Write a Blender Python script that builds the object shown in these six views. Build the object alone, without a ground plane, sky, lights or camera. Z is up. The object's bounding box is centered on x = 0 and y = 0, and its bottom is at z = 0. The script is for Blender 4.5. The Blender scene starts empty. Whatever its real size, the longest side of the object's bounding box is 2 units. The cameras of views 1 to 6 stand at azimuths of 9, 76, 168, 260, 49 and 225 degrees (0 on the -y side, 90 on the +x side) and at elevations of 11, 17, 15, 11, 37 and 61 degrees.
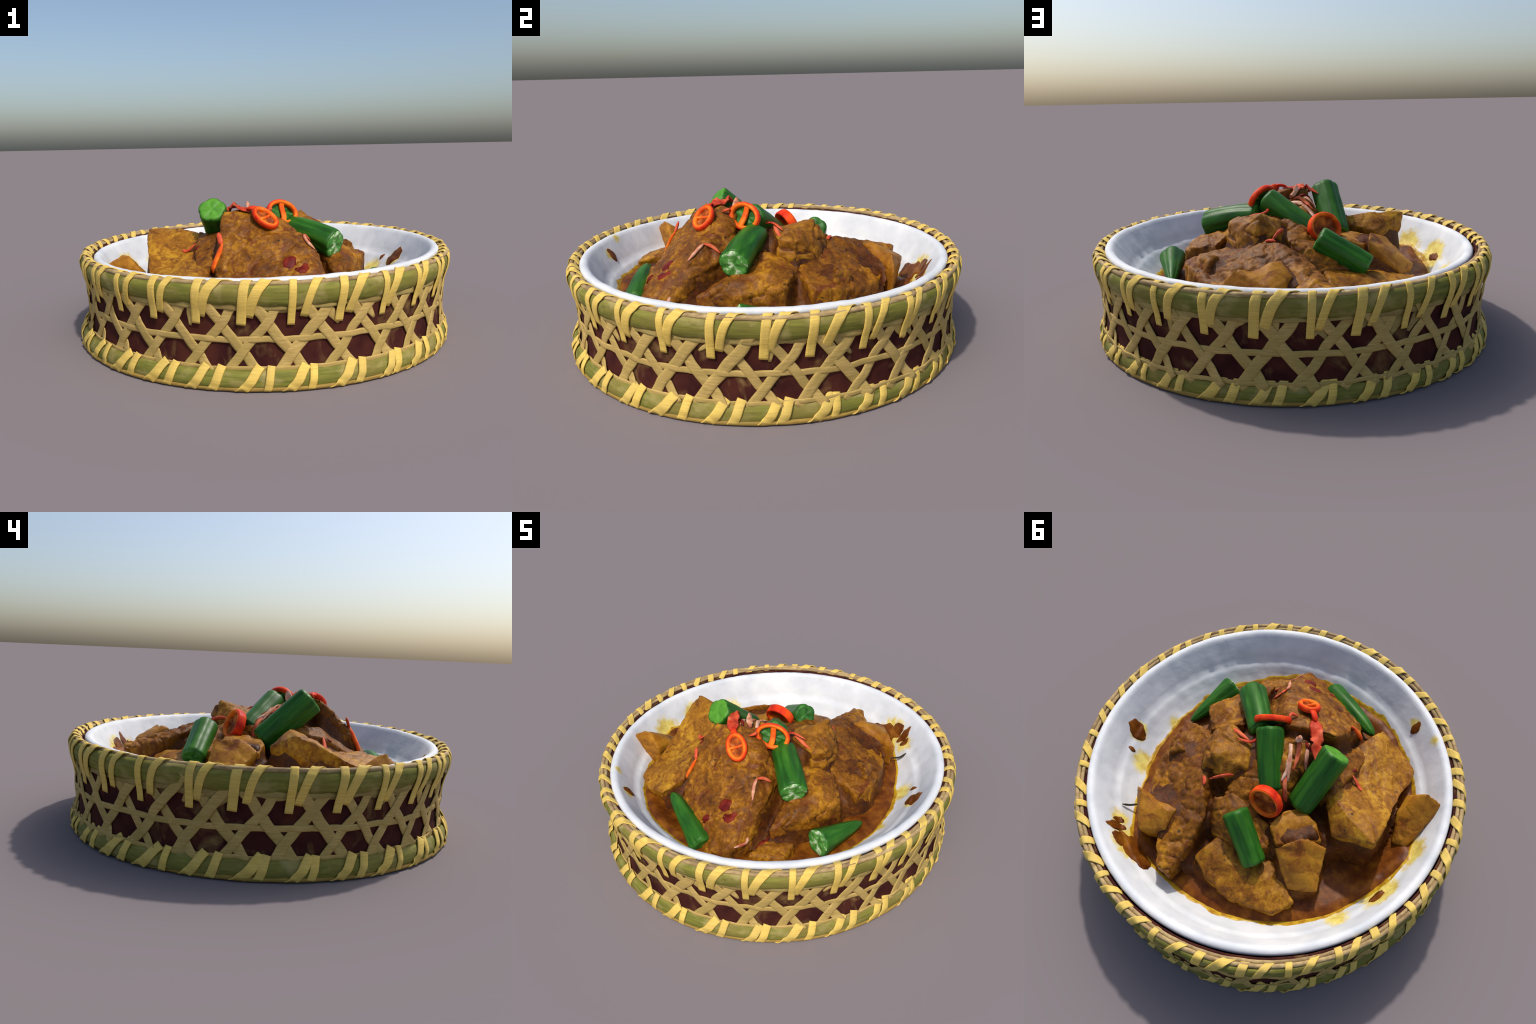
import bpy, bmesh, math, random
from mathutils import Vector, Matrix, noise
from mathutils.bvhtree import BVHTree
from math import sin, cos, pi, radians, hypot, atan2

RNG = random.Random(11)
COL = bpy.context.scene.collection

# ------------------------------------------------------------------ helpers
def interp(tab, x):
    """smooth (cosine free, linear) interpolation in a small profile table"""
    if x <= tab[0][0]: return tab[0][1]
    for (a, va), (b, vb) in zip(tab, tab[1:]):
        if x <= b:
            return va + (vb - va) * (x - a) / (b - a)
    return tab[-1][1]

def catmull(pts, per=8):
    P = [Vector(p) for p in pts]
    P = [P[0] * 2 - P[1]] + P + [P[-1] * 2 - P[-2]]
    out = []
    for i in range(1, len(P) - 2):
        a, b, c, d = P[i - 1:i + 3]
        for k in range(per):
            t = k / per
            out.append(0.5 * ((2 * b) + (c - a) * t + (2 * a - 5 * b + 4 * c - d) * t * t
                              + (3 * b - a - 3 * c + d) * t ** 3))
    out.append(P[-2])
    return out

def fbm(p, scale, oct=3, seed=0.0):
    v = Vector(p) * scale + Vector((seed * 7.3, seed * 3.1, -seed * 5.7))
    s, amp, tot = 0.0, 1.0, 0.0
    for _ in range(oct):
        s += amp * noise.noise(v); tot += amp
        v = v * 2.03; amp *= 0.5
    return s / tot

def mesh_of(name, verts, faces, smooth=True):
    me = bpy.data.meshes.new(name)
    me.from_pydata([tuple(v) for v in verts], [], faces)
    me.validate(); me.update()
    bm = bmesh.new(); bm.from_mesh(me)
    bmesh.ops.recalc_face_normals(bm, faces=bm.faces)
    bm.to_mesh(me); bm.free()
    if smooth:
        me.polygons.foreach_set("use_smooth", [True] * len(me.polygons))
    return me

def add(name, me, mat=None, parent=None, M=None):
    ob = bpy.data.objects.new(name, me)
    COL.objects.link(ob)
    if mat and not me.materials: me.materials.append(mat)
    if parent: ob.parent = parent
    if M is not None: ob.matrix_local = M
    return ob

def empty(name, label, category):
    ob = bpy.data.objects.new(name, None)
    COL.objects.link(ob)
    ob["label"] = label; ob["category"] = category
    return ob

def grid_faces(nu, nv, wrap_u=False, wrap_v=False):
    F = []
    for i in range(nu if wrap_u else nu - 1):
        for j in range(nv if wrap_v else nv - 1):
            a = i * nv + j; b = ((i + 1) % nu) * nv + j
            c = ((i + 1) % nu) * nv + (j + 1) % nv; d = i * nv + (j + 1) % nv
            F.append((a, b, c, d))
    return F

def sweep(path, frames, section, caps=True):
    """path points + (side, up) frames; section = list of (a,b) offsets"""
    V = []; n = len(section)
    for p, (s, u) in zip(path, frames):
        for a, b in section: V.append(p + s * a + u * b)
    F = grid_faces(len(path), n, False, True)
    if caps:
        F.append(tuple(range(n))); F.append(tuple(range((len(path) - 1) * n, len(path) * n))[::-1])
    return V, F

def ribbon_section(w, t, n=4):
    """lens-edged strap section, w wide, t thick"""
    h = w / 2
    return [(-h, 0), (-h * .86, t * .42), (-h * .4, t * .5), (h * .4, t * .5), (h * .86, t * .42), (h, 0),
            (h * .8, -t * .5), (-h * .8, -t * .5)]

# ------------------------------------------------------------------ node materials
class Mat:
    def __init__(s, name, rough=0.6, spec=0.3):
        s.m = bpy.data.materials.new(name); s.m.use_nodes = True
        s.nt = s.m.node_tree; s.N = s.nt.nodes; s.L = s.nt.links
        s.b = s.N["Principled BSDF"]
        s.b.inputs["Roughness"].default_value = rough
        s.b.inputs["Specular IOR Level"].default_value = spec
        s.tc = s.N.new("ShaderNodeTexCoord")
        s.co = s.tc.outputs["Object"]
    def link(s, a, b): s.L.new(a, b)
    def mapping(s, scale=(1, 1, 1), src=None, rnd=False):
        n = s.N.new("ShaderNodeMapping"); n.inputs["Scale"].default_value = scale
        s.link(src or s.co, n.inputs["Vector"])
        if rnd:
            oi = s.N.new("ShaderNodeObjectInfo")
            mm = s.N.new("ShaderNodeMath"); mm.operation = 'MULTIPLY'; mm.inputs[1].default_value = 37.0
            s.link(oi.outputs["Random"], mm.inputs[0])
            cx = s.N.new("ShaderNodeCombineXYZ")
            for k in range(3): s.link(mm.outputs[0], cx.inputs[k])
            s.link(cx.outputs[0], n.inputs["Location"])
        return n.outputs["Vector"]
    def noise(s, scale, detail=4, rough=0.55, vec=None, dist=0.0):
        n = s.N.new("ShaderNodeTexNoise")
        n.inputs["Scale"].default_value = scale; n.inputs["Detail"].default_value = detail
        n.inputs["Roughness"].default_value = rough; n.inputs["Distortion"].default_value = dist
        s.link(vec or s.co, n.inputs["Vector"]); return n.outputs["Fac"]
    def voronoi(s, scale, vec=None, out="Distance"):
        n = s.N.new("ShaderNodeTexVoronoi"); n.inputs["Scale"].default_value = scale
        s.link(vec or s.co, n.inputs["Vector"]); return n.outputs[out]
    def ramp(s, fac, stops):
        n = s.N.new("ShaderNodeValToRGB"); e = n.color_ramp.elements
        while len(e) < len(stops): e.new(0.5)
        for el, (p, c) in zip(e, stops):
            el.position = p; el.color = (*c, 1) if not isinstance(c, float) else (c, c, c, 1)
        s.link(fac, n.inputs["Fac"]); return n.outputs["Color"]
    def mix(s, fac, a, b, mode='MIX'):
        n = s.N.new("ShaderNodeMix"); n.data_type = 'RGBA'; n.blend_type = mode
        for v, sock in ((fac, n.inputs[0]), (a, n.inputs[6]), (b, n.inputs[7])):
            if isinstance(v, (int, float)): sock.default_value = v
            elif isinstance(v, tuple): sock.default_value = (*v, 1)
            else: s.link(v, sock)
        return n.outputs[2]
    def math(s, op, a, b=0.0):
        n = s.N.new("ShaderNodeMath"); n.operation = op
        for v, sock in ((a, n.inputs[0]), (b, n.inputs[1])):
            if isinstance(v, (int, float)): sock.default_value = v
            else: s.link(v, sock)
        return n.outputs[0]
    def near(s, c, r, soft, wob=0.0, stretch=(1, 1, 1), nscale=30):
        """1 inside a noise-edged ball round c, 0 outside"""
        sub = s.N.new("ShaderNodeVectorMath"); sub.operation = 'SUBTRACT'; sub.inputs[1].default_value = c
        s.link(s.co, sub.inputs[0])
        mul = s.N.new("ShaderNodeVectorMath"); mul.operation = 'MULTIPLY'; mul.inputs[1].default_value = stretch
        s.link(sub.outputs[0], mul.inputs[0])
        ln = s.N.new("ShaderNodeVectorMath"); ln.operation = 'LENGTH'; s.link(mul.outputs[0], ln.inputs[0])
        d = ln.outputs["Value"]
        if wob:
            d = s.math('ADD', d, s.math('MULTIPLY', s.math('SUBTRACT', s.noise(nscale, 3), 0.5), wob))
        mr = s.N.new("ShaderNodeMapRange"); mr.interpolation_type = 'SMOOTHSTEP'
        mr.inputs[1].default_value = r; mr.inputs[2].default_value = r + soft
        mr.inputs[3].default_value = 1; mr.inputs[4].default_value = 0
        s.link(d, mr.inputs[0]); return mr.outputs[0]
    def bump(s, h, strength=0.3, dist=0.01):
        n = s.N.new("ShaderNodeBump"); n.inputs["Strength"].default_value = strength
        n.inputs["Distance"].default_value = dist
        s.link(h, n.inputs["Height"]); s.link(n.outputs[0], s.b.inputs["Normal"])
    def color(s, c):
        if isinstance(c, tuple): s.b.inputs["Base Color"].default_value = (*c, 1)
        else: s.link(c, s.b.inputs["Base Color"])
        return s.m

def mat_strip(name, light, dark, streak=(6, 6, 60), greenish=None, blotch=None):
    m = Mat(name, 0.7, 0.2)
    v = m.mapping(streak, rnd=True)
    c = m.ramp(m.noise(3.0, 4, vec=v), [(0.25, dark), (0.5, tuple((a + b) / 2 for a, b in zip(light, dark))), (0.72, light)])
    big = m.noise(5.0, 2, vec=m.mapping((1, 1, 1), rnd=True))
    c = m.mix(m.ramp(big, [(0.4, 0.0), (0.7, 0.55)]), c, greenish or tuple(x * .8 for x in dark))
    if blotch:
        c = m.mix(m.ramp(m.noise(8.0, 3, vec=m.mapping((1, 1, 1.6))), [(0.50, 0.0), (0.66, 0.85)]), c, blotch)
    m.bump(m.noise(8.0, 3, vec=v), 0.25, 0.004)
    return m.color(c)

def mat_curry(name, light, mid, dark, fleck=True, scale=1.0, seed=(0, 0, 0)):
    m = Mat(name, 0.50, 0.18)
    v0 = m.mapping((1, 1, 1)); v0n = v0.node; v0n.inputs["Location"].default_value = seed
    big = m.noise(5 * scale, 3, 0.5, v0, 0.4)
    mid_n = m.noise(17 * scale, 4, 0.6, v0, 1.2)
    fine = m.noise(46 * scale, 5, 0.66, v0, 1.0)
    f = m.math('ADD', m.math('ADD', m.math('MULTIPLY', big, 0.40), m.math('MULTIPLY', mid_n, 0.35)), m.math('MULTIPLY', fine, 0.25))
    c = m.ramp(f, [(0.37, dark), (0.45, tuple(.5 * a + .5 * b for a, b in zip(dark, mid))), (0.52, mid), (0.61, light)])
    red = m.ramp(m.noise(10 * scale, 4, 0.65, v0, .8), [(0.56, 0.0), (0.68, 0.8)])
    c = m.mix(red, c, (0.120, 0.024, 0.006))
    if fleck:
        vs = m.mapping((1, 1.0, 1.9), v0)
        spot = m.ramp(m.voronoi(17, vs), [(0.10, 1.0), (0.17, 0.0)])
        gate = m.ramp(m.noise(9, 2, 0.5, v0), [(0.5, 0.0), (0.56, 1.0)])
        c = m.mix(m.math('MULTIPLY', m.math('MULTIPLY', spot, gate), 0.85), c, (0.022, 0.018, 0.008))
    m.bump(m.math('ADD', fine, m.math('MULTIPLY', m.noise(90, 3, 0.6, v0), 0.4)), 0.35, 0.008)
    return m.color(c)

M_strip = mat_strip("split_bamboo", (0.60, 0.42, 0.145), (0.38, 0.25, 0.07), greenish=(0.34, 0.25, 0.065))
M_stitch = mat_strip("pale_bamboo_lashing", (0.85, 0.60, 0.14), (0.62, 0.41, 0.08), greenish=(0.58, 0.42, 0.12))
M_green = mat_strip("green_bamboo_skin", (0.245, 0.235, 0.040), (0.11, 0.115, 0.018), (3, 3, 30), greenish=(0.24, 0.175, 0.045), blotch=(.36, .29, .105))
M_olive = mat_strip("olive_bamboo", (0.44, 0.34, 0.115), (0.27, 0.19, 0.055), (3, 3, 20), greenish=(0.20, 0.12, 0.04))
M_ochre = mat_strip("ochre_cane", (0.42, 0.27, 0.06), (0.24, 0.14, 0.03), greenish=(0.24, 0.17, 0.04))
M_cane = mat_strip("tan_cane", (0.62, 0.45, 0.20), (0.28, 0.18, 0.08), (10, 10, 40), greenish=(0.09, 0.04, 0.025))
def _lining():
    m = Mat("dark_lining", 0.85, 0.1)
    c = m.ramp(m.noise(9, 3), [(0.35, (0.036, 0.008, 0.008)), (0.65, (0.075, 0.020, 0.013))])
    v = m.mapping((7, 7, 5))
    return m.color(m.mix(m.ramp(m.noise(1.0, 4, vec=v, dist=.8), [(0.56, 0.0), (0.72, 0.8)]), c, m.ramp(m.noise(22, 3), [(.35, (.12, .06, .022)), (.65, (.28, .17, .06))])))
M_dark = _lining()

# ------------------------------------------------------------------ BASKET
N = 30                                   # weave columns
STEP = 2 * pi / N
PROF = [(0.0, .983), (.045, .978), (.085, .966), (.12, .956), (.2, .955), (.28, .958), (.36, .965), (.42, .974), (.46, .969)]
def wall(z): return interp(PROF, z)

OUT = [(-180, -.005), (-165, .000), (-150, -.004), (-125, -.006), (-100, -.002), (-60, 0), (-30, -.004), (-12, -.010), (0, -.008), (20, -.003),
       (50, -.008), (75, -.005), (100, .004), (115, .014), (130, .022), (140, .018), (152, .003), (165, -.008), (180, -.005)]
def out(a, k=1.0):
    """the hand-made wall is not quite round: radial offset at angle a (radians)"""
    return k * interp(OUT, (math.degrees(a) + 180) % 360 - 180)
def spin(C, a, k):
    return C @ Matrix.Translation((out(a, k) * cos(a), out(a, k) * sin(a), 0)) @ Matrix.Rotation(a, 4, 'Z')

basket = empty("woven_basket", "round open-weave bamboo basket with green rim bands and yellow lashings", "basket")
C_TOP = Matrix.Translation((0.009, 0.013, -.014)); C_MID = Matrix.Translation((0.010, 0.013, 0)); C_BOT = Matrix.Translation((0.002, 0.003, 0))

def lathe(name, prof, n=240, closed=False, wob=None, oval=0.0):
    V = []
    for i in range(n):
        a = 2 * pi * i / n
        for j, (r, z) in enumerate(prof):
            if wob: r, z = wob(a, r, z)
            r += out(a, oval)
            V.append((r * cos(a), r * sin(a), z))
    return mesh_of(name, V, grid_faces(n, len(prof), True, closed))

def band(name, z0, z1, th, off, bump, seed, lo_wave=0.0, oval=.75):
    """flat-bent bamboo hoop that hugs the wall profile"""
    k = 7; outer = []; inner = []
    for i in range(k):
        t = i / (k - 1); z = z0 + (z1 - z0) * t
        r = wall(z) + off + th * (1 - abs(2 * t - 1) ** 4) * 1.0
        outer.append((r, z)); inner.append((wall(z) + off - 0.010, z))
    prof = outer + inner[::-1]
    def wob(a, r, z):
        g = fbm((cos(a) * 3, sin(a) * 3, z * 4), 1.7, 3, seed)
        return r + bump * g, z + lo_wave * fbm((cos(a), sin(a), 0), 5.0, 3, seed + 2) * (1 if z < (z0 + z1) / 2 else 0.25)
    return lathe(name, prof, 300, True, wob, oval)

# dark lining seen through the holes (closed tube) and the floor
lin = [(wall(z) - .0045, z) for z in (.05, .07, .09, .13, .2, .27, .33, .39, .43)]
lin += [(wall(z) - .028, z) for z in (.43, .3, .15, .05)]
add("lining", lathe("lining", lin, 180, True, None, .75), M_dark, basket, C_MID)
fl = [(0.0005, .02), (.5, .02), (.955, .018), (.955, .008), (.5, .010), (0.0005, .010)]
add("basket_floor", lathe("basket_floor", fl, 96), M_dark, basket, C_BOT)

add("upper_band", band("upper_band", .364, .456, .012, .0, .006, 1, .012), M_green, basket, C_TOP)
add("under_band", band("under_band", .332, .372, .003, -.003, .004, 2, .05, .75), M_olive, basket, C_MID)
add("lower_band", band("lower_band", .010, .084, .010, .0, .006, 3, .0, .55), M_green, basket, C_BOT)

def rope(name, R, z, rr, seed, n=300, wr=.004, wz=.003, flat=1.0):
    V = []; k = 10
    for i in range(n):
        a = 2 * pi * i / n
        R2 = R + wr * fbm((cos(a), sin(a), 0), 9, 3, seed); z2 = z + wz * fbm((cos(a), sin(a), 3), 8, 3, seed)
        for j in range(k):
            b = 2 * pi * j / k
            r = R2 + rr * cos(b); V.append((r * cos(a), r * sin(a), z2 + rr * flat * sin(b)))
    return mesh_of(name, V, grid_faces(n, k, True, True))
add("rim_cane", rope("rim_cane", .962, .456, .0105, 4), M_cane, basket, C_TOP)
add("rim_cane", rope("rim_cane", .944, .452, .0095, 5), M_cane, basket, C_TOP)
add("rim_cane", rope("rim_cane", .930, .440, .008, 6), M_dark, basket, C_TOP)
add("foot_cane", rope("foot_cane", .980, .0105, .0105, 7, wr=.006, wz=.0), M_ochre, basket, C_BOT)

# horizontal hoops and two families of diagonal strips: hexagonal open weave
def hoop(name, zc, w, off, seed):
    sec = ribbon_section(w, .007); n = 240; V = []
    for i in range(n):
        a = 2 * pi * i / n
        dz = .012 * fbm((cos(a), sin(a), 1), 5, 3, seed)
        wv = .0025 * cos(a * 2 * N)
        for s, u in sec:
            z = zc + s + dz; r = wall(zc) + off + wv + u + out(a, .75)
            V.append((r * cos(a), r * sin(a), z))
    return mesh_of(name, V, grid_faces(n, len(sec), True, True))
add("hoop", hoop("hoop", .208, .028, .000, 8), M_strip, basket, C_MID)
add("hoop", hoop("hoop", .349, .030, .000, 9), M_olive, basket, C_MID)
add("hoop", hoop("hoop", .088, .020, .001, 10), M_strip, basket, C_MID)

SLOPE = (STEP / 2) / .135
def diagonal(name, sgn, seed, w):
    """strip crossing theta=0 at z=.14, leaning by sgn"""
    n = 30; path = []; fr = []
    for i in range(n):
        z = .065 + (.405 - .065) * i / (n - 1)
        th = sgn * SLOPE * (z - .14) + radians(1.3) * fbm((z * 6, seed, 0), 1.5, 2, seed)
        r = wall(z) + .0010 + .0026 * sgn * cos(2 * pi * (z - .14) / .135)
        path.append(Vector((r * cos(th), r * sin(th), z)))
    for i, p in enumerate(path):
        t = (path[min(i + 1, n - 1)] - path[max(i - 1, 0)]).normalized()
        rad = Vector((p.x, p.y, 0)).normalized()
        s = t.cross(rad).normalized(); fr.append((s, s.cross(t).normalized() * (1 if s.cross(t).dot(rad) > 0 else -1)))
    V, F = sweep(path, fr, ribbon_section(w, .007))
    return mesh_of(name, V, F)
D_mesh = {s: [diagonal("diagonal_strip", s, k + (10 if s > 0 else 0), .040 + .003 * k) for k in range(4)] for s in (1, -1)}
PH = radians(-3.5)
for sgn in (1, -1):
    for k in range(N):
        M = spin(C_MID, PH + k * STEP + radians(RNG.uniform(-.9, .9)), .72)
        add("diagonal_strip", D_mesh[sgn][RNG.randrange(4)], M_strip, basket, M)

# broken splints tucked behind the upper row of openings
def splint(name, seed):
    n = 10; path = []; fr = []; rg = random.Random(seed)
    z0, z1 = rg.uniform(.245, .30), .375; lean = radians(rg.uniform(-7, 7)); w = rg.uniform(.026, .052)
    for i in range(n):
        f = i / (n - 1); z = z0 + (z1 - z0) * f; th = lean * f; r = wall(z) - .0035 + .001 * f
        path.append(Vector((r * cos(th), r * sin(th), z)))
    for i, p in enumerate(path):
        t = (path[min(i + 1, n - 1)] - path[max(i - 1, 0)]).normalized(); rad = Vector((p.x, p.y, 0)).normalized()
        q = t.cross(rad).normalized(); fr.append((q * (.35 + .65 * min(1, i / 4)), rad))
    V, F = sweep(path, fr, ribbon_section(w, .006)); return mesh_of(name, V, F)
S_mesh = [splint("inner_splint", k) for k in range(8)]
for k in range(28):
    me = S_mesh[k % 8]
    add("inner_splint", me, M_olive if k % 8 in (1, 4, 6) else M_strip, basket, spin(C_MID, RNG.uniform(0, 2 * pi), .72))

# lashings over the upper rim (one upright, one slanting per column) and round the foot
def lashing(name, pts, w, th_fn, seed, t=.006):
    P = catmull([(r, z, 0) for r, z in pts], 5); n = len(P); path = []
    for i, p in enumerate(P):
        f = i / (n - 1); th = th_fn(f); r = p.x + .0015 * noise.noise((f * 4, seed, 0))
        path.append(Vector((r * cos(th), r * sin(th), p.y)))
    fr = []
    for i, p in enumerate(path):
        tn = (path[min(i + 1, n - 1)] - path[max(i - 1, 0)]).normalized()
        q = P[i]; d = (P[min(i + 1, n - 1)] - P[max(i - 1, 0)]).normalized()
        a = atan2(p.y, p.x); nr = Vector((d.y * cos(a), d.y * sin(a), -d.x))
        s = tn.cross(nr).normalized(); fr.append((s, s.cross(tn).normalized() * (1 if s.cross(tn).dot(nr) > 0 else -1)))
    V, F = sweep(path, fr, ribbon_section(w, t))
    for v in V: v.z = max(v.z, .0012)
    return mesh_of(name, V, F)
TOP = [(wall(.30) + .001, .285), (wall(.34) + .006, .335), (wall(.39) + .014, .385), (wall(.43) + .0145, .43),
       (.976, .455), (.963, .468), (.946, .464), (.933, .454), (.925, .438)]
TOPS = [(wall(.33) + .000, .318)] + TOP[2:]
up_m = [lashing("rim_lashing", TOP, .032 + .003 * k, (lambda f, k=k: radians(.9 + .5 * k) * (f - .5)), k) for k in range(4)]
sl_m = [lashing("rim_lashing", TOPS, .034 + .003 * k, (lambda f, k=k: radians(6.2 + .6 * k) * (f - .40)), 20 + k) for k in range(4)]
for k in range(N):
    a = -2.7 + 12 * k
    add("rim_lashing", up_m[RNG.randrange(4)], M_stitch, basket, spin(C_TOP, radians(a + RNG.uniform(-.9, .9)), .75))
    add("rim_lashing", sl_m[RNG.randrange(4)], M_stitch, basket, spin(C_TOP, radians(a + 4.4 + RNG.uniform(-.9, .9)), .75))
FOOT = [(wall(.10) + .001, .103), (wall(.08) + .011, .080), (wall(.05) + .015, .050), (.991, .026), (.989, .010), (.977, .003), (.955, .003)]
fv_m = [lashing("foot_lashing", FOOT, .034 + .002 * k, (lambda f, k=k: -radians(1.5 + .6 * k) * (f - .4)), 40 + k) for k in range(4)]
fs_m = [lashing("foot_lashing", FOOT, .040 + .002 * k, (lambda f, k=k: -radians(5.6 + .7 * k) * (f - .4)), 60 + k) for k in range(4)]
for k in range(N):
    a = -9.2 + 12 * k
    add("foot_lashing", fv_m[RNG.randrange(4)], M_stitch, basket, spin(C_BOT, radians(a + RNG.uniform(-.9, .9)), .55))
    add("foot_lashing", fs_m[RNG.randrange(4)], M_stitch, basket, spin(C_BOT, radians(a - 4.2 + RNG.uniform(-.9, .9)), .55))

# ------------------------------------------------------------------ BOWL
BC = Vector((.014, .008))
INNER = [(0.0, .130), (.45, .140), (.60, .165), (.675, .194), (.720, .224), (.742, .246), (.758, .262), (.770, .276), (.778, .292), (.787, .303), (.797, .306),
         (.805, .312), (.818, .338), (.835, .366), (.856, .400), (.874, .430)]
def shift(z):
    """the inner step and well sit off-centre from the lip"""
    t = max(0.0, min(1.5, (.44 - z) / .13)); return Vector((-.010, .006)) * t
TX, TY = .014, -.005                      # slight tilt of the bowl
DROP = -.003
def dent(a, r):
    """hand-made waviness and dimples of the glazed wall"""
    if r < .6: return 0.0
    p = (r * cos(a), r * sin(a), 0)
    k = min(1.0, (r - .6) / .06) * (1 if r < .865 else .45)
    return k * (.0075 * fbm(p, 8, 2, 3) + .0060 * fbm(p, 24, 2, 4) + .004 * fbm((cos(a) * 3, sin(a) * 3, r * 9), 2.2, 2, 9))
def bowl_point(a, r):
    z = interp(INNER, r); zd = z + dent(a, r); s = shift(z)
    x = BC.x + s.x + r * cos(a); y = BC.y + s.y + r * sin(a)
    return Vector((x, y, zd + TX * x + TY * y + DROP))
def bowl_z(x, y):
    z = .3
    for _ in range(6):
        s = shift(z); u, v = x - BC.x - s.x, y - BC.y - s.y; z = interp(INNER, hypot(u, v))
    return z + dent(atan2(v, u), hypot(u, v)) + TX * x + TY * y + DROP
def _bowl():
    lip = [(.882, .443), (.892, .449), (.904, .450), (.914, .446), (.920, .438), (.920, .427), (.912, .412)]
    outer = [(.885, .37), (.80, .24), (.66, .09), (.5, .06), (.001, .06)]
    # sample the inner side finely so that the dimples show
    ins = []
    for i in range(46):
        r = .001 + (.874 - .001) * (i / 45) ** .7
        ins.append((r, interp(INNER, r)))
    prof = ins + lip + outer
    me = None
    n = 300; V = []
    for i in range(n):
        a = 2 * pi * i / n
        for j, (r, z) in enumerate(prof):
            sh = shift(z) if j < len(ins) + len(lip) else Vector((0, 0))
            x = BC.x + sh.x + r * cos(a); y = BC.y + sh.y + r * sin(a)
            V.append((x, y, z + (dent(a, r) if j < len(ins) + len(lip) else 0) + TX * x + TY * y + DROP))
    return mesh_of("serving_bowl", V, grid_faces(n, len(prof), True, False))
def _glaze():
    m = Mat("white_glaze", 0.55, 0.25)
    c = m.ramp(m.noise(6, 3), [(0.3, (0.58, 0.60, 0.62)), (0.62, (0.735, 0.74, 0.735))])
    # yellow oil stains left by the sauce, only where it has run
    for ctr, r, soft, wob, st in STAINS:
        c = m.mix(m.math('MULTIPLY', m.near(ctr, r, soft, wob, st), .9), c, m.ramp(m.noise(22, 3), [(.35, (.62, .42, .02)), (.62, (.80, .66, .12))]))
    m.bump(m.noise(26, 2), 0.25, 0.006)
    return m.color(c)
def on_bowl(deg, r): 
    return bowl_point(radians(deg), r)
STAINS = [(on_bowl(72, .79), .07, .05, .10, (1, 1, 1)), (on_bowl(62, .80), .03, .05, .08, (1, 1, 1)), (on_bowl(23, .79), .035, .03, .06, (1, 1, 1)),
          (on_bowl(33, .725), .035, .05, .08, (1, 1, 1)), (on_bowl(8, .70), .02, .04, .06, (1, 1, 1)),
          (on_bowl(197, .80), .06, .05, .10, (1, 1, 1)), (on_bowl(178, .79), .07, .05, .10, (1, 1, 1)), (on_bowl(160, .77), .03, .05, .08, (1, 1, 1)),
          (on_bowl(-112, .845), .02, .03, .06, (1, 1, 1)), (on_bowl(-122, .88), .01, .03, .05, (1, 1, 1))]
bowl = add("serving_bowl", _bowl(), _glaze())
bowl["label"] = "round white glazed ceramic bowl with stepped inner wall"; bowl["category"] = "bowl"

# ------------------------------------------------------------------ STEW
stew = empty("curry_stew", "mound of brown curried meat and potato with okra and chili", "curry")

LIGHT, MID, DARK = (0.47, 0.225, 0.016), (0.27, 0.103, 0.008), (0.070, 0.018, 0.004)
M_meat = [mat_curry("curried_meat", (0.49, 0.250, 0.016), (0.30, 0.120, 0.008), (0.075, 0.018, 0.004), True, 0.9, (0.4, 0, 0)),
          mat_curry("curried_meat", (0.42, 0.184, 0.009), (0.215, 0.076, 0.005), (0.048, 0.012, 0.003), True, 1.15, (3.1, 1, 2)),
          mat_curry("curried_meat", (0.42, 0.182, 0.008), (0.225, 0.081, 0.005), (0.055, 0.014, 0.003), True, 1.0, (6.2, 2, 4))]
M_potato = mat_curry("curried_potato", (0.46, 0.215, 0.016), (0.36, 0.150, 0.011), (0.20, 0.062, 0.006), False, 0.7)
def _sauce():
    m = Mat("curry_sauce", 0.42, 0.15)
    c = m.ramp(m.noise(14, 5, .6), [(0.3, (0.065, 0.014, 0.003)), (0.5, (0.145, 0.040, 0.004)), (0.72, (0.27, 0.095, 0.007))])
    m.bump(m.noise(40, 4), 0.25, 0.006)
    return m.color(c)
M_sauce = _sauce()
M_thin = Mat("thin_sauce_edge", 0.4, 0.4); M_thin = M_thin.color(M_thin.ramp(M_thin.noise(30, 3), [(.35, (.36, .17, .008)), (.65, (.62, .40, .02))]))

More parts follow.
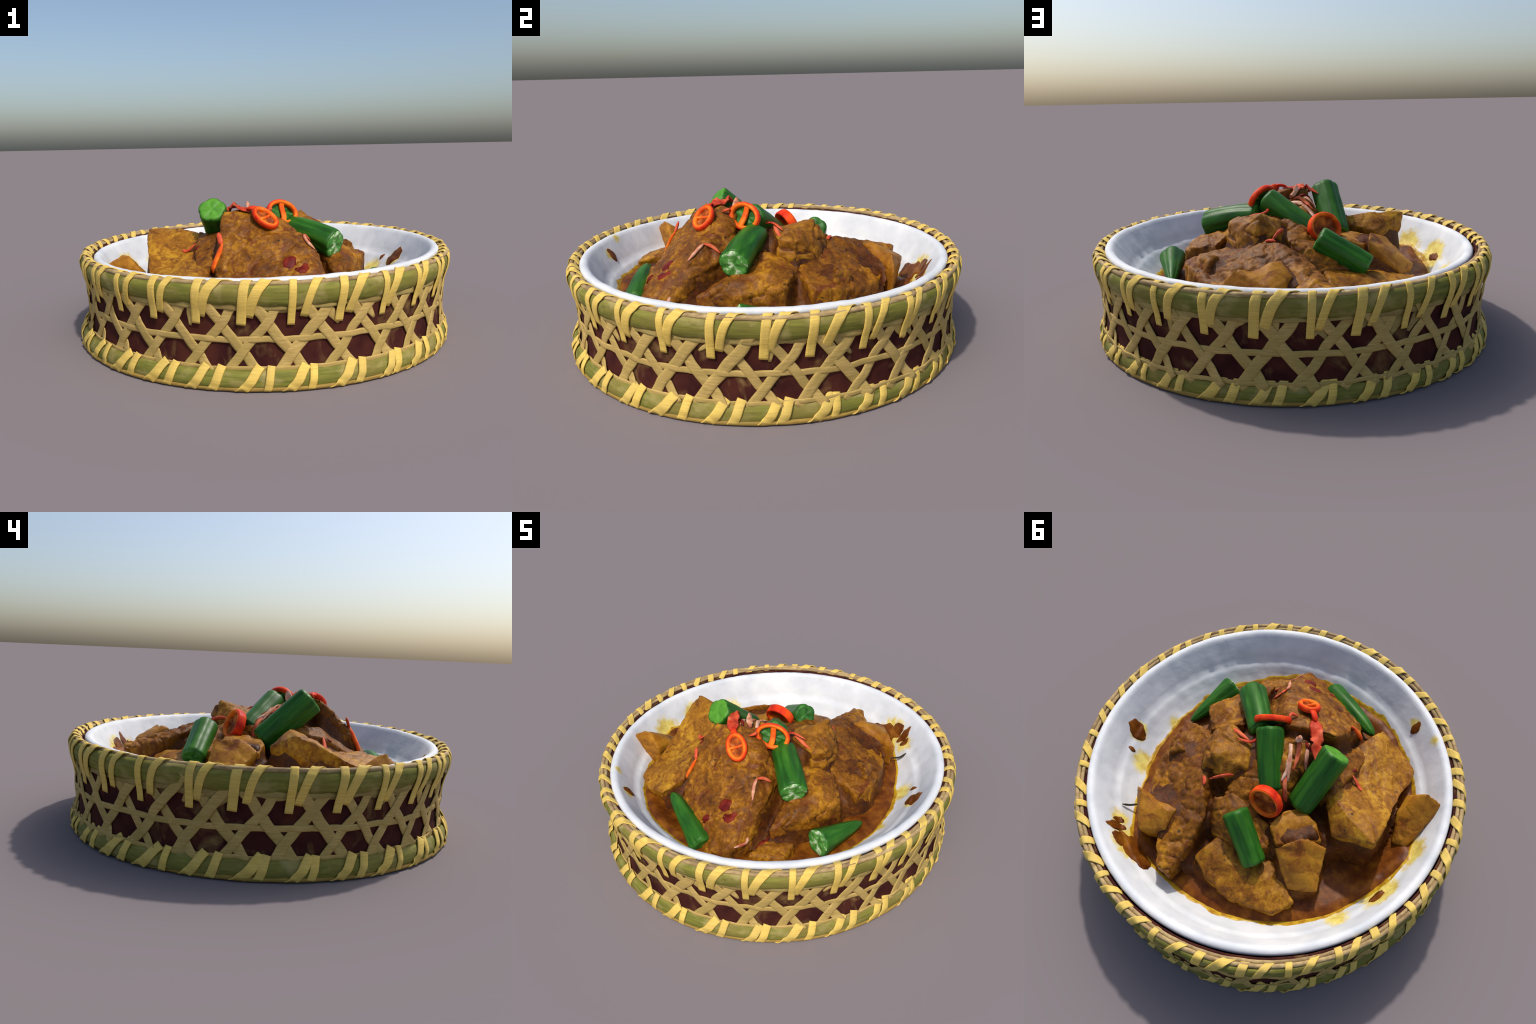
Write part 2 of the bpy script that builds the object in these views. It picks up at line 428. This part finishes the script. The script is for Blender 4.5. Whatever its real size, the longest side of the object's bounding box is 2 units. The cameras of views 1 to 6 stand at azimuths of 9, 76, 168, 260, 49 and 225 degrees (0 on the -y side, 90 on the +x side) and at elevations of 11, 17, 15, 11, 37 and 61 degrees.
# sauce pool: fills the bowl to a wavy shore line
SHORE = [(-180, .775), (-166, .805), (-156, .785), (-132, .765), (-117, .765), (-107, .77), (-88, .745), (-69, .755), (-55, .735), (-25, .705), (0, .69),
         (15, .683), (40, .686), (58, .735), (70, .77), (81, .742), (97, .722), (117, .720), (140, .726), (158, .748), (175, .767), (180, .775)]
def pool(name, r_from, r_to, lift, rag=0.0):
    n = 300; k = 30; V = []
    for i in range(n):
        a = -180 + 360 * i / n
        ca = (cos(radians(a)), sin(radians(a)), 0)
        R = interp(SHORE, a) + .012 * fbm(ca, 6, 4, 5) + rag * (.35 + 1.6 * fbm(ca, 4, 3, 21))
        for j in range(k):
            f = j / (k - 1); r = R * (r_from + (r_to - r_from) * f)
            x = BC.x + r * cos(radians(a)); y = BC.y + r * sin(radians(a))
            edge = bowl_z(BC.x + R * cos(radians(a)), BC.y + R * sin(radians(a)))
            t = max(0, min(1, (r / R - .80) / .20)); t = t * t * (3 - 2 * t)
            z = (.220 + .004 * x) * (1 - t) + edge * t + .004 + lift + .004 * fbm((x, y, 0), 12, 2, 8) * (1 - t)
            if f == 1 and r_to >= 1: z -= .012
            z = max(z, bowl_z(x, y) + .003) if f < 1 else z
            V.append((x, y, max(z, bowl_z(x, y) + .006) if f < 1 else bowl_z(x, y) + .002))
    return mesh_of(name, V, grid_faces(n, k, True, False))
add("sauce_pool", pool("sauce_pool", .02, .985, 0), M_sauce, stew)
def shore_film():
    """thin oily rim where the sauce has dried on the glaze"""
    n = 360; k = 7; V = []
    for i in range(n):
        a = -180 + 360 * i / n; ca = (cos(radians(a)), sin(radians(a)), 0)
        R = interp(SHORE, a) + .012 * fbm(ca, 6, 4, 5)
        w = max(.002, .006 + .030 * fbm(ca, 3, 4, 21) + .012 * fbm(ca, 16, 2, 22))
        for j in range(k):
            f = j / (k - 1); r = R - .03 + (.03 + w) * f
            x = BC.x + r * ca[0]; y = BC.y + r * ca[1]
            V.append((x, y, bowl_z(x, y) + (.0030 if f < 1 else -.003)))
    return mesh_of("sauce_edge", V, grid_faces(n, k, True, False))
add("sauce_edge", shore_film(), M_thin, stew)

# sauce splashes lying on the bowl wall
def smear(name, deg, r, la, lr, th, seed, mat):
    n, k = 80, 8; V = []; F = []
    for j in range(k + 1):
        f = j / k
        for i in range(n):
            a = 2 * pi * i / n
            w = 1 + .40 * fbm((cos(a), sin(a), 0), 1.0, 2, seed) + .14 * fbm((cos(a), sin(a), 0), 2.6, 2, seed + 3)
            rr = r + lr * f * w * sin(a); dd = deg + math.degrees(la * f * w * cos(a) / r)
            p = on_bowl(dd, rr)
            nrm = Vector((-cos(radians(dd)), -sin(radians(dd)), 1.0)).normalized()
            V.append(p + nrm * (.5 * th * (1 - f ** 4) + (.0022 if j < k else -.004)))
    F = grid_faces(k + 1, n, False, True)
    return add(name, mesh_of(name, V, F), mat, stew)
for s in [(75, .770, .085, .045, .008, 1), (70, .81, .050, .032, .006, 2), (65, .812, .026, .038, .005, 3), (80, .765, .05, .035, .008, 4), (62, .80, .020, .024, .004, 9),
          (23, .80, .050, .040, .007, 5), (31, .785, .012, .016, .004, 6), (-113, .84, .026, .024, .004, 7), (-122, .885, .012, .010, .003, 10), (176, .79, .05, .02, .004, 8)]:
    smear("sauce_splash", *s, M_sauce)

# -- chunks: rounded hulls from their corner points, roughened like cooked meat
def chunk(name, top, base_z, flare, voxel, smooth_it, amp, fine, seed, extra=(), dish=()):
    c = Vector((sum(p[0] for p in top), sum(p[1] for p in top), 0)) / len(top)
    pts = [Vector(p) for p in top] + [Vector(p) for p in extra]
    for p in top:
        if p[2] > base_z:
            d = Vector((p[0] - c.x, p[1] - c.y, 0))
            q = Vector((p[0], p[1], base_z)) + (d.normalized() * flare if d.length > 1e-6 else d)
            pts.append(q)
    bm = bmesh.new()
    for p in pts: bm.verts.new(p)
    bmesh.ops.convex_hull(bm, input=bm.verts)
    bmesh.ops.delete(bm, geom=[v for v in bm.verts if not v.link_faces], context='VERTS')
    me = bpy.data.meshes.new(name); bm.to_mesh(me); bm.free()
    ob = bpy.data.objects.new(name, me); COL.objects.link(ob)
    r = ob.modifiers.new("r", 'REMESH'); r.mode = 'VOXEL'; r.voxel_size = voxel
    s = ob.modifiers.new("s", 'SMOOTH'); s.factor = .5; s.iterations = smooth_it
    dg = bpy.context.evaluated_depsgraph_get()
    out = bpy.data.meshes.new_from_object(ob.evaluated_get(dg))
    bpy.data.objects.remove(ob); bpy.data.meshes.remove(me)
    out.name = name
    nr = [v.normal.copy() for v in out.vertices]
    rg = random.Random(seed * 13 + 5)
    g = Vector((rg.uniform(-1, 1), rg.uniform(-1, 1), rg.uniform(-.3, .9))).normalized()    # fibre direction
    for v, n in zip(out.vertices, nr):
        p = v.co
        q = p - g * (p.dot(g) * .72)                                  # stretched along the fibres
        d = amp * fbm(p, 8, 2, seed) + fine * 1.3 * fbm(q, 26, 3, seed + 1)
        d += amp * .8 * (.35 - abs(fbm(p, 11, 2, seed + 6)) * 1.9)    # ridges
        cr = max(0.0, .09 - abs(fbm(q, 9, 2, seed + 2))) / .09        # torn creases
        d -= amp * .9 * cr
        for c0, rad, dep in dish:                                       # hollows in a face
            t = (p - Vector(c0)).length / rad
            if t < 1: d -= dep * (1 - t * t) ** 2
        v.co = p + n * d
    out.polygons.foreach_set("use_smooth", [True] * len(out.polygons))
    out.update()
    return out

SOLID = []
def food(name, top, mat, base=.20, flare=.015, amp=.010, fine=.006, voxel=.008, sm=4, seed=1, extra=(), dish=()):
    me = chunk(name, top, base, flare, voxel, sm, amp, fine, seed, extra, dish)
    SOLID.append(me)
    return add(name, me, mat, stew)

# large slab standing on the -x side
food("meat_slab", [(-.457, -.036, .540), (-.645, -.026, .534), (-.459, .058, .450), (-.580, -.005, .44), (-.548, -.328, .338), (-.515, -.510, .315),
                   (-.470, -.590, .300), (-.355, -.636, .298), (-.20, -.625, .355), (-.165, -.360, .410), (-.235, -.10, .495), (-.19, -.20, .475)],
     M_meat[0], amp=.006, fine=.005, seed=1, flare=-.055, sm=3, dish=[((-.40, -.31, .43), .29, .046), ((-.575, .0, .32), .13, .055), ((-.50, -.40, .27), .14, .03)])
# bridge of meat between that slab and the mound
food("meat_lump", [(-.265, -.15, .525), (-.30, -.03, .475), (-.20, -.25, .520), (-.18, -.10, .54), (-.34, -.08, .520), (-.31, -.25, .475), (-.17, -.36, .435), (-.25, -.55, .310), (-.20, -.45, .335)],
     M_meat[1], amp=.010, fine=.006, seed=22, flare=.0)
# central mound slab, its ridge running from the top to the front
food("meat_slab", [(-.165, -.255, .660), (-.05, -.20, .662), (.06, -.13, .645), (.05, -.27, .634), (-.155, -.39, .545), (-.125, -.43, .49), (-.165, -.49, .40),
                   (.366, -.640, .332), (.25, -.69, .27), (-.04, -.65, .27), (.258, -.335, .540), (.318, -.417, .486), (.22, -.22, .53), (.39, -.50, .345), (.335, -.36, .445), (.27, -.20, .49)],
     M_meat[1], amp=.010, fine=.007, seed=2, flare=.0, dish=[((-.03, -.52, .44), .16, .012)])
# left slab
food("meat_slab", [(.550, .090, .378), (.566, .165, .375), (.500, .360, .330), (.415, .479, .340), (-.035, .732, .368), (.04, .738, .382), (.143, .338, .500),
                   (.280, .120, .465), (.36, .06, .415), (.035, .42, .450), (-.005, .55, .400), (.09, .61, .385)],
     M_meat[2], amp=.009, fine=.008, seed=3, flare=-.012, dish=[((.40, .20, .43), .16, .022), ((.27, .47, .40), .12, .022), ((.20, .62, .38), .13, .03)])
# lumps on it
food("meat_lump", [(.193, .216, .612), (.335, .085, .540), (.295, .005, .550), (.13, .03, .56), (.05, .12, .53), (.10, .23, .50), (.30, .20, .50), (.230, .268, .54)],
     M_meat[0], base=.36, flare=.02, amp=.012, fine=.006, seed=4)
food("meat_lump", [(.452, .258, .440), (.50, .215, .42), (.46, .32, .41), (.40, .25, .43)], M_meat[0], base=.30, flare=.02, amp=.006, fine=.005, seed=5)
food("meat_lump", [(.555, -.034, .395), (.489, -.058, .445), (.43, .004, .440), (.42, -.165, .445), (.27, -.05, .50), (.44, -.32, .40), (.42, -.42, .355), (.53, -.16, .355), (.49, -.25, .365), (.40, .08, .44)],
     M_meat[2], amp=.012, fine=.008, seed=6, flare=.0)
food("meat_lump", [(.52, -.34, .29), (.40, -.44, .30), (.42, -.56, .285), (.55, -.44, .27)], M_meat[1], amp=.006, seed=16)
food("meat_slab", [(-.045, .575, .335), (-.055, .52, .365), (-.05, .42, .37), (-.18, .44, .355), (-.30, .46, .322), (-.53, .375, .298), (-.50, .480, .275), (-.297, .585, .280), (-.15, .60, .31),
                   (-.33, .31, .32)], M_meat[0], amp=.006, seed=7, flare=-.004)
# cores that carry the garnish between the slabs
food("meat_lump", [(-.03, -.10, .615), (-.13, -.16, .635), (-.10, .0, .560), (.06, -.08, .60), (.12, .02, .55), (-.13, .06, .51), (-.04, .11, .48), (-.20, .06, .42), (-.24, -.10, .46), (-.13, -.20, .56), (-.12, .24, .44), (.05, .28, .47), (.28, -.10, .48)],
     M_meat[1], amp=.014, seed=8, flare=.03)
food("meat_lump", [(-.02, .44, .375), (-.15, .27, .435), (.07, .34, .49), (-.10, .41, .365), (-.21, .22, .43), (-.28, .30, .40), (.02, .24, .48), (.055, .335, .47), (-.20, .40, .375)], M_meat[2], amp=.010, fine=.006, seed=21, flare=.02)
# potatoes
food("potato_chunk", [(-.612, -.425, .455), (-.633, -.445, .462), (-.705, -.475, .42), (-.725, -.43, .37), (-.716, -.224, .285), (-.648, -.204, .285), (-.57, -.31, .345), (-.545, -.42, .365)],
     M_potato, base=.225, amp=.004, fine=.002, seed=9, flare=-.01)
food("potato_chunk", [(-.315, .300, .468), (-.480, .110, .438), (-.578, .267, .318), (-.467, .360, .308), (-.39, .15, .472), (-.36, .20, .478)],
     M_potato, base=.20, amp=.004, fine=.002, seed=10, flare=-.05)
food("potato_chunk", [(-.217, .241, .470), (-.211, .15, .475), (-.251, .065, .47), (-.356, .055, .455), (-.44, .10, .42), (-.305, .276, .435)],
     M_potato, base=.25, amp=.006, fine=.003, seed=11, flare=.0)
food("potato_chunk", [(.437, .545, .375), (.372, .562, .450), (.235, .692, .380), (.155, .498, .450), (.178, .540, .458), (.195, .665, .350), (.125, .60, .41)],
     M_potato, base=.24, amp=.004, fine=.002, seed=12, flare=-.03, dish=[((.29, .54, .46), .09, .022)])
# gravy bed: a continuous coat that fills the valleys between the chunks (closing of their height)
import numpy as np
M_crevice_shade = mat_curry("gravy_darkened_for_crevices", (0.19, 0.070, 0.006), (0.10, 0.030, 0.004), (0.030, 0.008, 0.003), True, 1.3, (5, 2, 9))  # sauce colour darkened to paint crevice shadow between chunks
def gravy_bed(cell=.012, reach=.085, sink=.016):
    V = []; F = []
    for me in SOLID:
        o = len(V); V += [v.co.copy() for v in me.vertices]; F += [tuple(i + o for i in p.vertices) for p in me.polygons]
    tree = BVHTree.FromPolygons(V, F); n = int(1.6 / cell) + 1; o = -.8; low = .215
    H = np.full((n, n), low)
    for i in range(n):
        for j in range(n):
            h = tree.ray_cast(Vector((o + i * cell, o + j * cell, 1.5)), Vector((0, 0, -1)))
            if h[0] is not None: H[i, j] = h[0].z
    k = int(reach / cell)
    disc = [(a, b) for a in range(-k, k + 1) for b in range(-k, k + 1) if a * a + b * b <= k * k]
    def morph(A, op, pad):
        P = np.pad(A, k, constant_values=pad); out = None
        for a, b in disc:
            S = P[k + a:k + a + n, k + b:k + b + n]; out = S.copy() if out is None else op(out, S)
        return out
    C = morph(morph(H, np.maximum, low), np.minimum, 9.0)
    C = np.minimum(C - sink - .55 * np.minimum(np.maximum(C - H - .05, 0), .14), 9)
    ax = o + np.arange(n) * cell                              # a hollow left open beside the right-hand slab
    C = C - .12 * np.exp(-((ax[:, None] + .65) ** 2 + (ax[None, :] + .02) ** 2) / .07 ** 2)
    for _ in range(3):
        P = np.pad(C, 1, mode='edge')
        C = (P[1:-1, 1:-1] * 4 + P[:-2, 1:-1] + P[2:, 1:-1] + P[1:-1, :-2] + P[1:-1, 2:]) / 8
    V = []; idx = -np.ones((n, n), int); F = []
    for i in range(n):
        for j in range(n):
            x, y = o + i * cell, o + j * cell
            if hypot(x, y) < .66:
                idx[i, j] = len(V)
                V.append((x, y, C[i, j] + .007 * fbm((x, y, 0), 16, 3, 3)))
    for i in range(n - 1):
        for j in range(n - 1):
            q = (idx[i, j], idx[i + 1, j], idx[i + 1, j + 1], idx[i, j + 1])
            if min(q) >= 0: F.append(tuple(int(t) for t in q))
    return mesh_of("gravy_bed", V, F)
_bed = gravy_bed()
add("gravy_bed", _bed, M_crevice_shade, stew)
# strings of meat
BVH = None
def rebuild():
    global BVH
    V = []; F = []
    for me in SOLID:
        o = len(V); V += [v.co.copy() for v in me.vertices]; F += [tuple(i + o for i in p.vertices) for p in me.polygons]
    BVH = BVHTree.FromPolygons(V, F)
rebuild()

# -- okra pods
def _okra():
    m = Mat("okra_skin", 0.42, 0.22)
    v = m.mapping((16, 16, 2.5), rnd=True)
    c = m.ramp(m.noise(2.2, 4, vec=v), [(0.3, (0.009, 0.055, 0.006)), (0.52, (0.020, 0.108, 0.008)), (0.72, (0.045, 0.170, 0.013))])
    # five paler ribs along the pod
    sp = m.N.new("ShaderNodeSeparateXYZ"); m.link(m.co, sp.inputs[0])
    rib = m.math('COSINE', m.math('MULTIPLY', m.math('ARCTAN2', sp.outputs[1], sp.outputs[0]), 5.0))
    c = m.mix(m.ramp(rib, [(0.45, 0.0), (1.0, 0.30)]), c, (0.060, 0.185, 0.015))
    m.bump(m.noise(3, 3, vec=m.mapping((40, 40, 6))), 0.2, 0.004)
    return m.color(c)
def _cut(name, a, b, c3):
    m = Mat(name, 0.5, 0.3)
    c = m.ramp(m.noise(26, 3, .6), [(0.36, a), (0.53, b), (0.66, c3)])
    m.bump(m.noise(60, 3), .3, .004)
    return m.color(c)
M_okra = _okra()
M_cutw = _cut("okra_flesh_pale", (.03, .16, .02), (.10, .30, .05), (.66, .74, .52))
M_cutg = _cut("okra_flesh_green", (.06, .22, .016), (.08, .27, .018), (.10, .31, .022))

M_cutd = _cut("okra_flesh_dark", (.014, .075, .010), (.024, .125, .012), (.05, .19, .022))
def okra(p0, p1, r0, r1, twist=0.0, bend=0.0, cut=M_cutg, cut2=M_cutg, seed=0, blunt=0.0, lobes=None, squash=1.0):
    p0, p1 = Vector(p0), Vector(p1); ax = p1 - p0; Ln = ax.length
    Z = ax.normalized(); X = Vector((0, 0, 1)) - Z * Z.z; X.normalize(); Y = Z.cross(X)
    M = Matrix((X, Y, Z)).transposed().to_4x4(); M.translation = p0
    n, k = 50, 26; V = []
    def ring(f, scale=1.0):
        R = (r0 + (r1 - r0) * f) * scale
        if blunt: R *= math.sqrt(max(0.0, 1 - max(0, (f - (1 - blunt)) / blunt) ** 2.5)) * .94 + .06
        out = []
        for i in range(n):
            a = 2 * pi * i / n + twist
            q = abs(cos(2.5 * a))
            rr = R * (.90 + .11 * q * (2 - q) ** .5) * (1 + .03 * noise.noise((cos(a), sin(a), f * 5 + seed)))
            out.append(Vector((rr * cos(a) * squash + bend * sin(pi * f), rr * sin(a), f * Ln)))
        return out
    for j in range(k):
        f = j / (k - 1)
        sc = 1.0
        if j == 0: sc = .95
        if j == k - 1: sc = .95
        V += ring(max(0, min(1, f)), sc)
    F = grid_faces(k, n, False, True)
    F.append(tuple(range(n))); F.append(tuple(range((k - 1) * n, k * n)))
    ob = add("okra_pod", mesh_of("okra_pod", V, F), M_okra, stew, M)
    def face(f, dirn, mat):
        base = ring(f, .93); cen = sum(base, Vector()) / n
        V2 = []
        for j, (s, h) in enumerate([(1.0, -.002), (.97, .003), (.8, .004), (.62, .0025), (.35, .0035), (.02, .003)]):
            for i, b in enumerate(base):
                a = 2 * pi * i / n
                hh = h + (.002 * cos(5 * a) if 1 < j < 5 else 0)
                V2.append(cen + (b - cen) * s + Vector((0, 0, dirn * hh)))
        F2 = grid_faces(6, n, False, True); F2.append(tuple(range(5 * n, 6 * n)))
        add("cut_face", mesh_of("cut_face", V2, F2), mat, ob)
    face(0, -1, cut)
    if not blunt: face(1, 1, cut2)
    return ob
okra((.405, -.228, .482), (.155, -.065, .545), .075, .066, 0, .01, M_cutw, M_cutg, 1)
okra((.105, -.075, .622), (-.090, .105, .478), .070, .064, .3, .0, M_cutd, M_cutd, 2)
okra((-.235, -.186, .656), (-.238, .050, .445), .076, .070, .25, .0, M_cutg, M_cutg, 3)
okra((-.062, .315, .490), (-.278, .395, .362), .066, .060, .2, .0, M_cutd, M_cutd, 4)
okra((.606, -.258, .300), (.626, .055, .252), .074, .022, .5, .0, M_cutw, M_cutg, 5, blunt=.35)
okra((.205, -.665, .262), (-.185, -.580, .335), .072, .030, .2, .015, M_cutd, M_cutd, 6, blunt=.35)

# -- chili
def _red(name, a, b, c3):
    m = Mat(name, 0.5, 0.12)
    return m.color(m.ramp(m.noise(16, 3), [(0.33, a), (0.5, b), (0.68, c3)]))
M_chili = _red("chili_skin", (.48, .015, .006), (.72, .040, .008), (.85, .09, .010))
M_flesh = _red("chili_flesh", (.60, .05, .006), (.78, .12, .009), (.86, .22, .018))
M_cored = _red("chili_core", (.13, .02, .006), (.30, .06, .010), (.62, .17, .02))
M_deepred = _red("chili_flake_red", (.07, .006, .005), (.14, .010, .006), (.20, .022, .008))
M_strip_red = _red("chili_strip_red", (.42, .03, .012), (.62, .09, .035), (.75, .20, .09))
M_onion = _red("onion_pink", (.42, .09, .06), (.62, .28, .16), (.85, .62, .48))

def frame(c, a1, n):
    Z = Vector(n).normalized(); X = Vector(a1); X = (X - Z * X.dot(Z)).normalized(); Y = Z.cross(X)
    M = Matrix((X, Y, Z)).transposed().to_4x4(); M.translation = Vector(c); return M
def chili_ring(c, a1, n, ra, rb, tube, height, floor, septum, seed, floor_z=-.012, lower=.92):
    M = frame(c, a1, n); k = 56; sec = 12; V = []
    for i in range(k):
        a = 2 * pi * i / k
        w = 1 + .05 * fbm((cos(a), sin(a), 0), 1.4, 2, seed)
        for j in range(sec):
            b = 2 * pi * j / sec
            o = tube * .5 * (abs(cos(b)) ** .7) * (1 if cos(b) > 0 else -1)
            z = height * .5 * (abs(sin(b)) ** .7) * (1 if sin(b) > 0 else -1)
            V.append((cos(a) * (ra * w - tube * .5 + o), sin(a) * (rb * w - tube * .5 + o), z))
    ob = add("chili_ring", mesh_of("chili_ring", V, grid_faces(k, sec, True, True)), M_chili, stew, M)
    # pale inner lip of flesh
    V = []
    for i in range(k):
        a = 2 * pi * i / k
        for o, z in ((-tube * .35, height * .505), (-tube * .80, height * .50), (-tube * 1.15, height * .25), (-tube * 1.15, -height * .45), (-tube * .5, -height * .40)):
            V.append((cos(a) * (ra + o), sin(a) * (rb + o), z))
    add("flesh", mesh_of("flesh", V, grid_faces(k, 5, True, True)), M_flesh, ob)
    if floor:
        V = []
        for j in range(6):
            f = 1 - j / 5 * .98
            for i in range(k):
                a = 2 * pi * i / k
                x, y = cos(a) * (ra - tube) * f, sin(a) * (rb - tube) * f
                V.append((x, y, floor_z + .010 * fbm((x, y, 0), 60, 2, seed) + .004 * cos(6 * a) * f))
        F = grid_faces(6, k, False, True); F.append(tuple(range(5 * k, 6 * k)))
        add("core", mesh_of("core", V, F), floor, ob)
    if septum:
        path = [Vector((septum * .004 * sin(5 * t), -rb * .9 + 1.8 * rb * t, .002 + .004 * sin(7 * t))) for t in [q / 12 for q in range(13)]]
        V, F = sweep(path, [(Vector((1, 0, 0)), Vector((0, 0, 1)))] * 13, ribbon_section(.022 * septum, .016))
        add("septum", mesh_of("septum", V, F), M_flesh, ob)
    return ob
chili_ring((.063, -.305, .626), (.126, -.08, -.043), (.36, -.47, .80), .080, .055, .021, .030, M_cored, .6, 1, floor_z=-.001)
chili_ring((.126, -.112, .632), (.152, .104, -.039), (.60, -.70, .40), .094, .069, .021, .030, M_cutd, 1.4, 2)
chili_ring((-.132, .178, .512), (.17, .015, .04), (-.22, .90, .38), .086, .080, .018, .050, M_cored, 0, 3, floor_z=.006)

# -- strips, shreds and flakes
def strand(name, pts, w, t, mat, seed=0, taper=.35, up=None):
    P = catmull(pts, 6); n = len(P); fr = []; V = []; k = 8
    for i, p in enumerate(P):
        tn = (P[min(i + 1, n - 1)] - P[max(i - 1, 0)]).normalized()
        loc, nr, _, _ = BVH.find_nearest(p)
        u = Vector(up) if up else (nr if nr else Vector((0, 0, 1)))
        u = (u - tn * u.dot(tn)); u = u.normalized() if u.length > 1e-4 else tn.orthogonal().normalized()
        s = tn.cross(u)
        f = i / (n - 1); g = taper + (1 - taper) * min(1, 4 * min(f, 1 - f) + .02)
        for j in range(k):
            b = 2 * pi * j / k
            V.append(p + s * (w * .5 * g * cos(b)) + u * (t * .5 * g * sin(b)))
    F = grid_faces(n, k, False, True); F.append(tuple(range(k))); F.append(tuple(range((n - 1) * k, n * k)))
    return add(name, mesh_of(name, V, F), mat, stew)
def snap(p, off=.004):
    loc, nr, _, _ = BVH.find_nearest(Vector(p))
    return loc + nr * off
strand("chili_strip", [(-.02, -.255, .655), (-.07, -.215, .665), (-.135, -.155, .665), (-.195, -.10, .635)], .066, .012, M_strip_red)
strand("chili_strip", [(.03, -.28, .665), (-.01, -.262, .672), (-.04, -.24, .665)], .034, .016, M_chili)
strand("chili_strip", [snap((-.335, -.255, .505)), snap((-.36, -.245, .48)), snap((-.392, -.228, .45))], .022, .012, M_strip_red)
strand("chili_strip", [(.146, .03, .575), (.20, .03, .565), (.26, .029, .545), (.306, .029, .52)], .022, .016, M_strip_red)
strand("chili_strip", [(.12, -.02, .59), (.127, .033, .585), (.20, .06, .565)], .016, .012, M_strip_red)
strand("chili_strip", [snap((.06, .21, .53)), snap((.10, .25, .52)), snap((.15, .28, .5))], .020, .012, M_strip_red)
strand("chili_strip", [snap((.143, .335, .51)), snap((.165, .31, .5)), snap((.19, .30, .5))], .020, .014, M_strip_red)
strand("chili_strip", [(-.155, -.405, .565), (-.145, -.42, .535), (-.135, -.432, .505)], .028, .016, M_strip_red)
strand("chili_strip", [(-.130, -.432, .515), (-.145, -.452, .47), (-.165, -.475, .415), (-.168, -.48, .38)], .034, .020, M_flesh, up=(-.7, -.7, .2))
strand("onion_shred", [snap((.308, -.264, .52)), snap((.285, -.305, .54), .006), snap((.253, -.339, .545), .008)], .018, .012, M_strip_red)
strand("onion_shred", [snap((.250, -.335, .54), .008), snap((.272, -.372, .53), .006), snap((.31, -.417, .485))], .018, .014, M_onion)
strand("onion_shred", [(-.03, -.13, .62), (-.055, -.115, .655), (-.060, -.110, .690)], .038, .024, M_onion)
def drop(x, y, off=.006):
    """point on top of the pile at plan position x, y"""
    h = BVH.ray_cast(Vector((x, y, 1.2)), Vector((0, 0, -1))); return h[0] + Vector((0, 0, off))
for wd, m_, P_ in ((.026, M_onion, [(.02, -.14), (-.03, -.085), (-.075, -.035), (-.135, .035)]), (.022, M_strip_red, [(-.01, -.15), (-.06, -.11), (-.10, -.06), (-.125, -.01)]),
                   (.022, M_onion, [(-.09, -.15), (-.125, -.10), (-.16, -.06)]), (.024, M_strip_red, [(-.10, .02), (-.15, .07), (-.19, .10)]),
                   (.018, M_deepred, [(-.06, -.16), (-.10, -.13), (-.15, -.13)]), (.018, M_onion, [(-.07, -.02), (-.10, .01), (-.115, .06)])):
    strand("onion_shred", [drop(*q) for q in P_], wd, .012, m_)
strand("onion_shred", [(.05, -.21, .645), (.075, -.19, .66), (.06, -.16, .655)], .018, .012, M_strip_red)
strand("herb_stalk", [(.395, .585, .275), (.425, .625, .275), (.444, .655, .300)], .012, .010, Mat("herb_dark", .6, .2).color((.02, .018, .008)), up=(0, 0, 1))
strand("onion_shred", [snap((.39, -.52, .36)), snap((.405, -.54, .33)), snap((.37, -.60, .335))], .018, .010, M_onion)

def flake(name, p, size, asp, rot, mat, seed, th=.006):
    loc, nr, _, _ = BVH.find_nearest(Vector(p)); M = frame(loc, nr.orthogonal(), nr) @ Matrix.Rotation(rot, 4, 'Z')
    n = 16; V = []
    Mi = M.inverted()
    for s, h in ((1.0, -.003), (.9, th * .6), (.5, th), (.05, th)):
        for i in range(n):
            a = 2 * pi * i / n
            w = 1 + .5 * fbm((cos(a), sin(a), 0), 1.2, 2, seed)
            q = M @ Vector((size * s * w * cos(a), size * asp * s * w * sin(a), 0))
            l2, n2, _, _ = BVH.find_nearest(q)
            V.append(Mi @ (l2 + n2 * h))
    F = grid_faces(4, n, False, True); F.append(tuple(range(3 * n, 4 * n)))
    return add(name, mesh_of(name, V, F), mat, stew, M)
for i, (p, s, a, r) in enumerate([((.20, -.50, .44), .045, .7, .3), ((.27, -.53, .41), .05, .7, 1.2), ((.14, -.58, .36), .03, .6, .2),
                                  ((.40, -.46, .31), .05, .5, .5), ((-.30, -.28, .47), .02, .5, .4)]):
    flake("chili_flake", p, s, a, r, M_deepred, i, .003)
M_herb = Mat("herb_leaf", .6, .2).color((.020, .020, .008))
HV, HF = [], []
for i in range(60):
    a = RNG.uniform(0, 2 * pi); rr = .58 * math.sqrt(RNG.random())
    hit = BVH.ray_cast(Vector((rr * cos(a) - .05, rr * sin(a) - .1, 1.2)), Vector((0, 0, -1)))
    if hit[0] is None: continue
    fl_ = flake("herb_fleck", hit[0], RNG.uniform(.006, .017), RNG.uniform(.22, .5), RNG.uniform(0, 3), M_herb, 30 + i, .002)
    o = len(HV); HV += [fl_.matrix_local @ v.co for v in fl_.data.vertices]; HF += [tuple(o + q for q in p.vertices) for p in fl_.data.polygons]
    me_ = fl_.data; bpy.data.objects.remove(fl_); bpy.data.meshes.remove(me_)
herbs = add("herb_fleck", mesh_of("herb_fleck", HV, HF), M_herb, stew)
herbs["kind"] = "stuff"
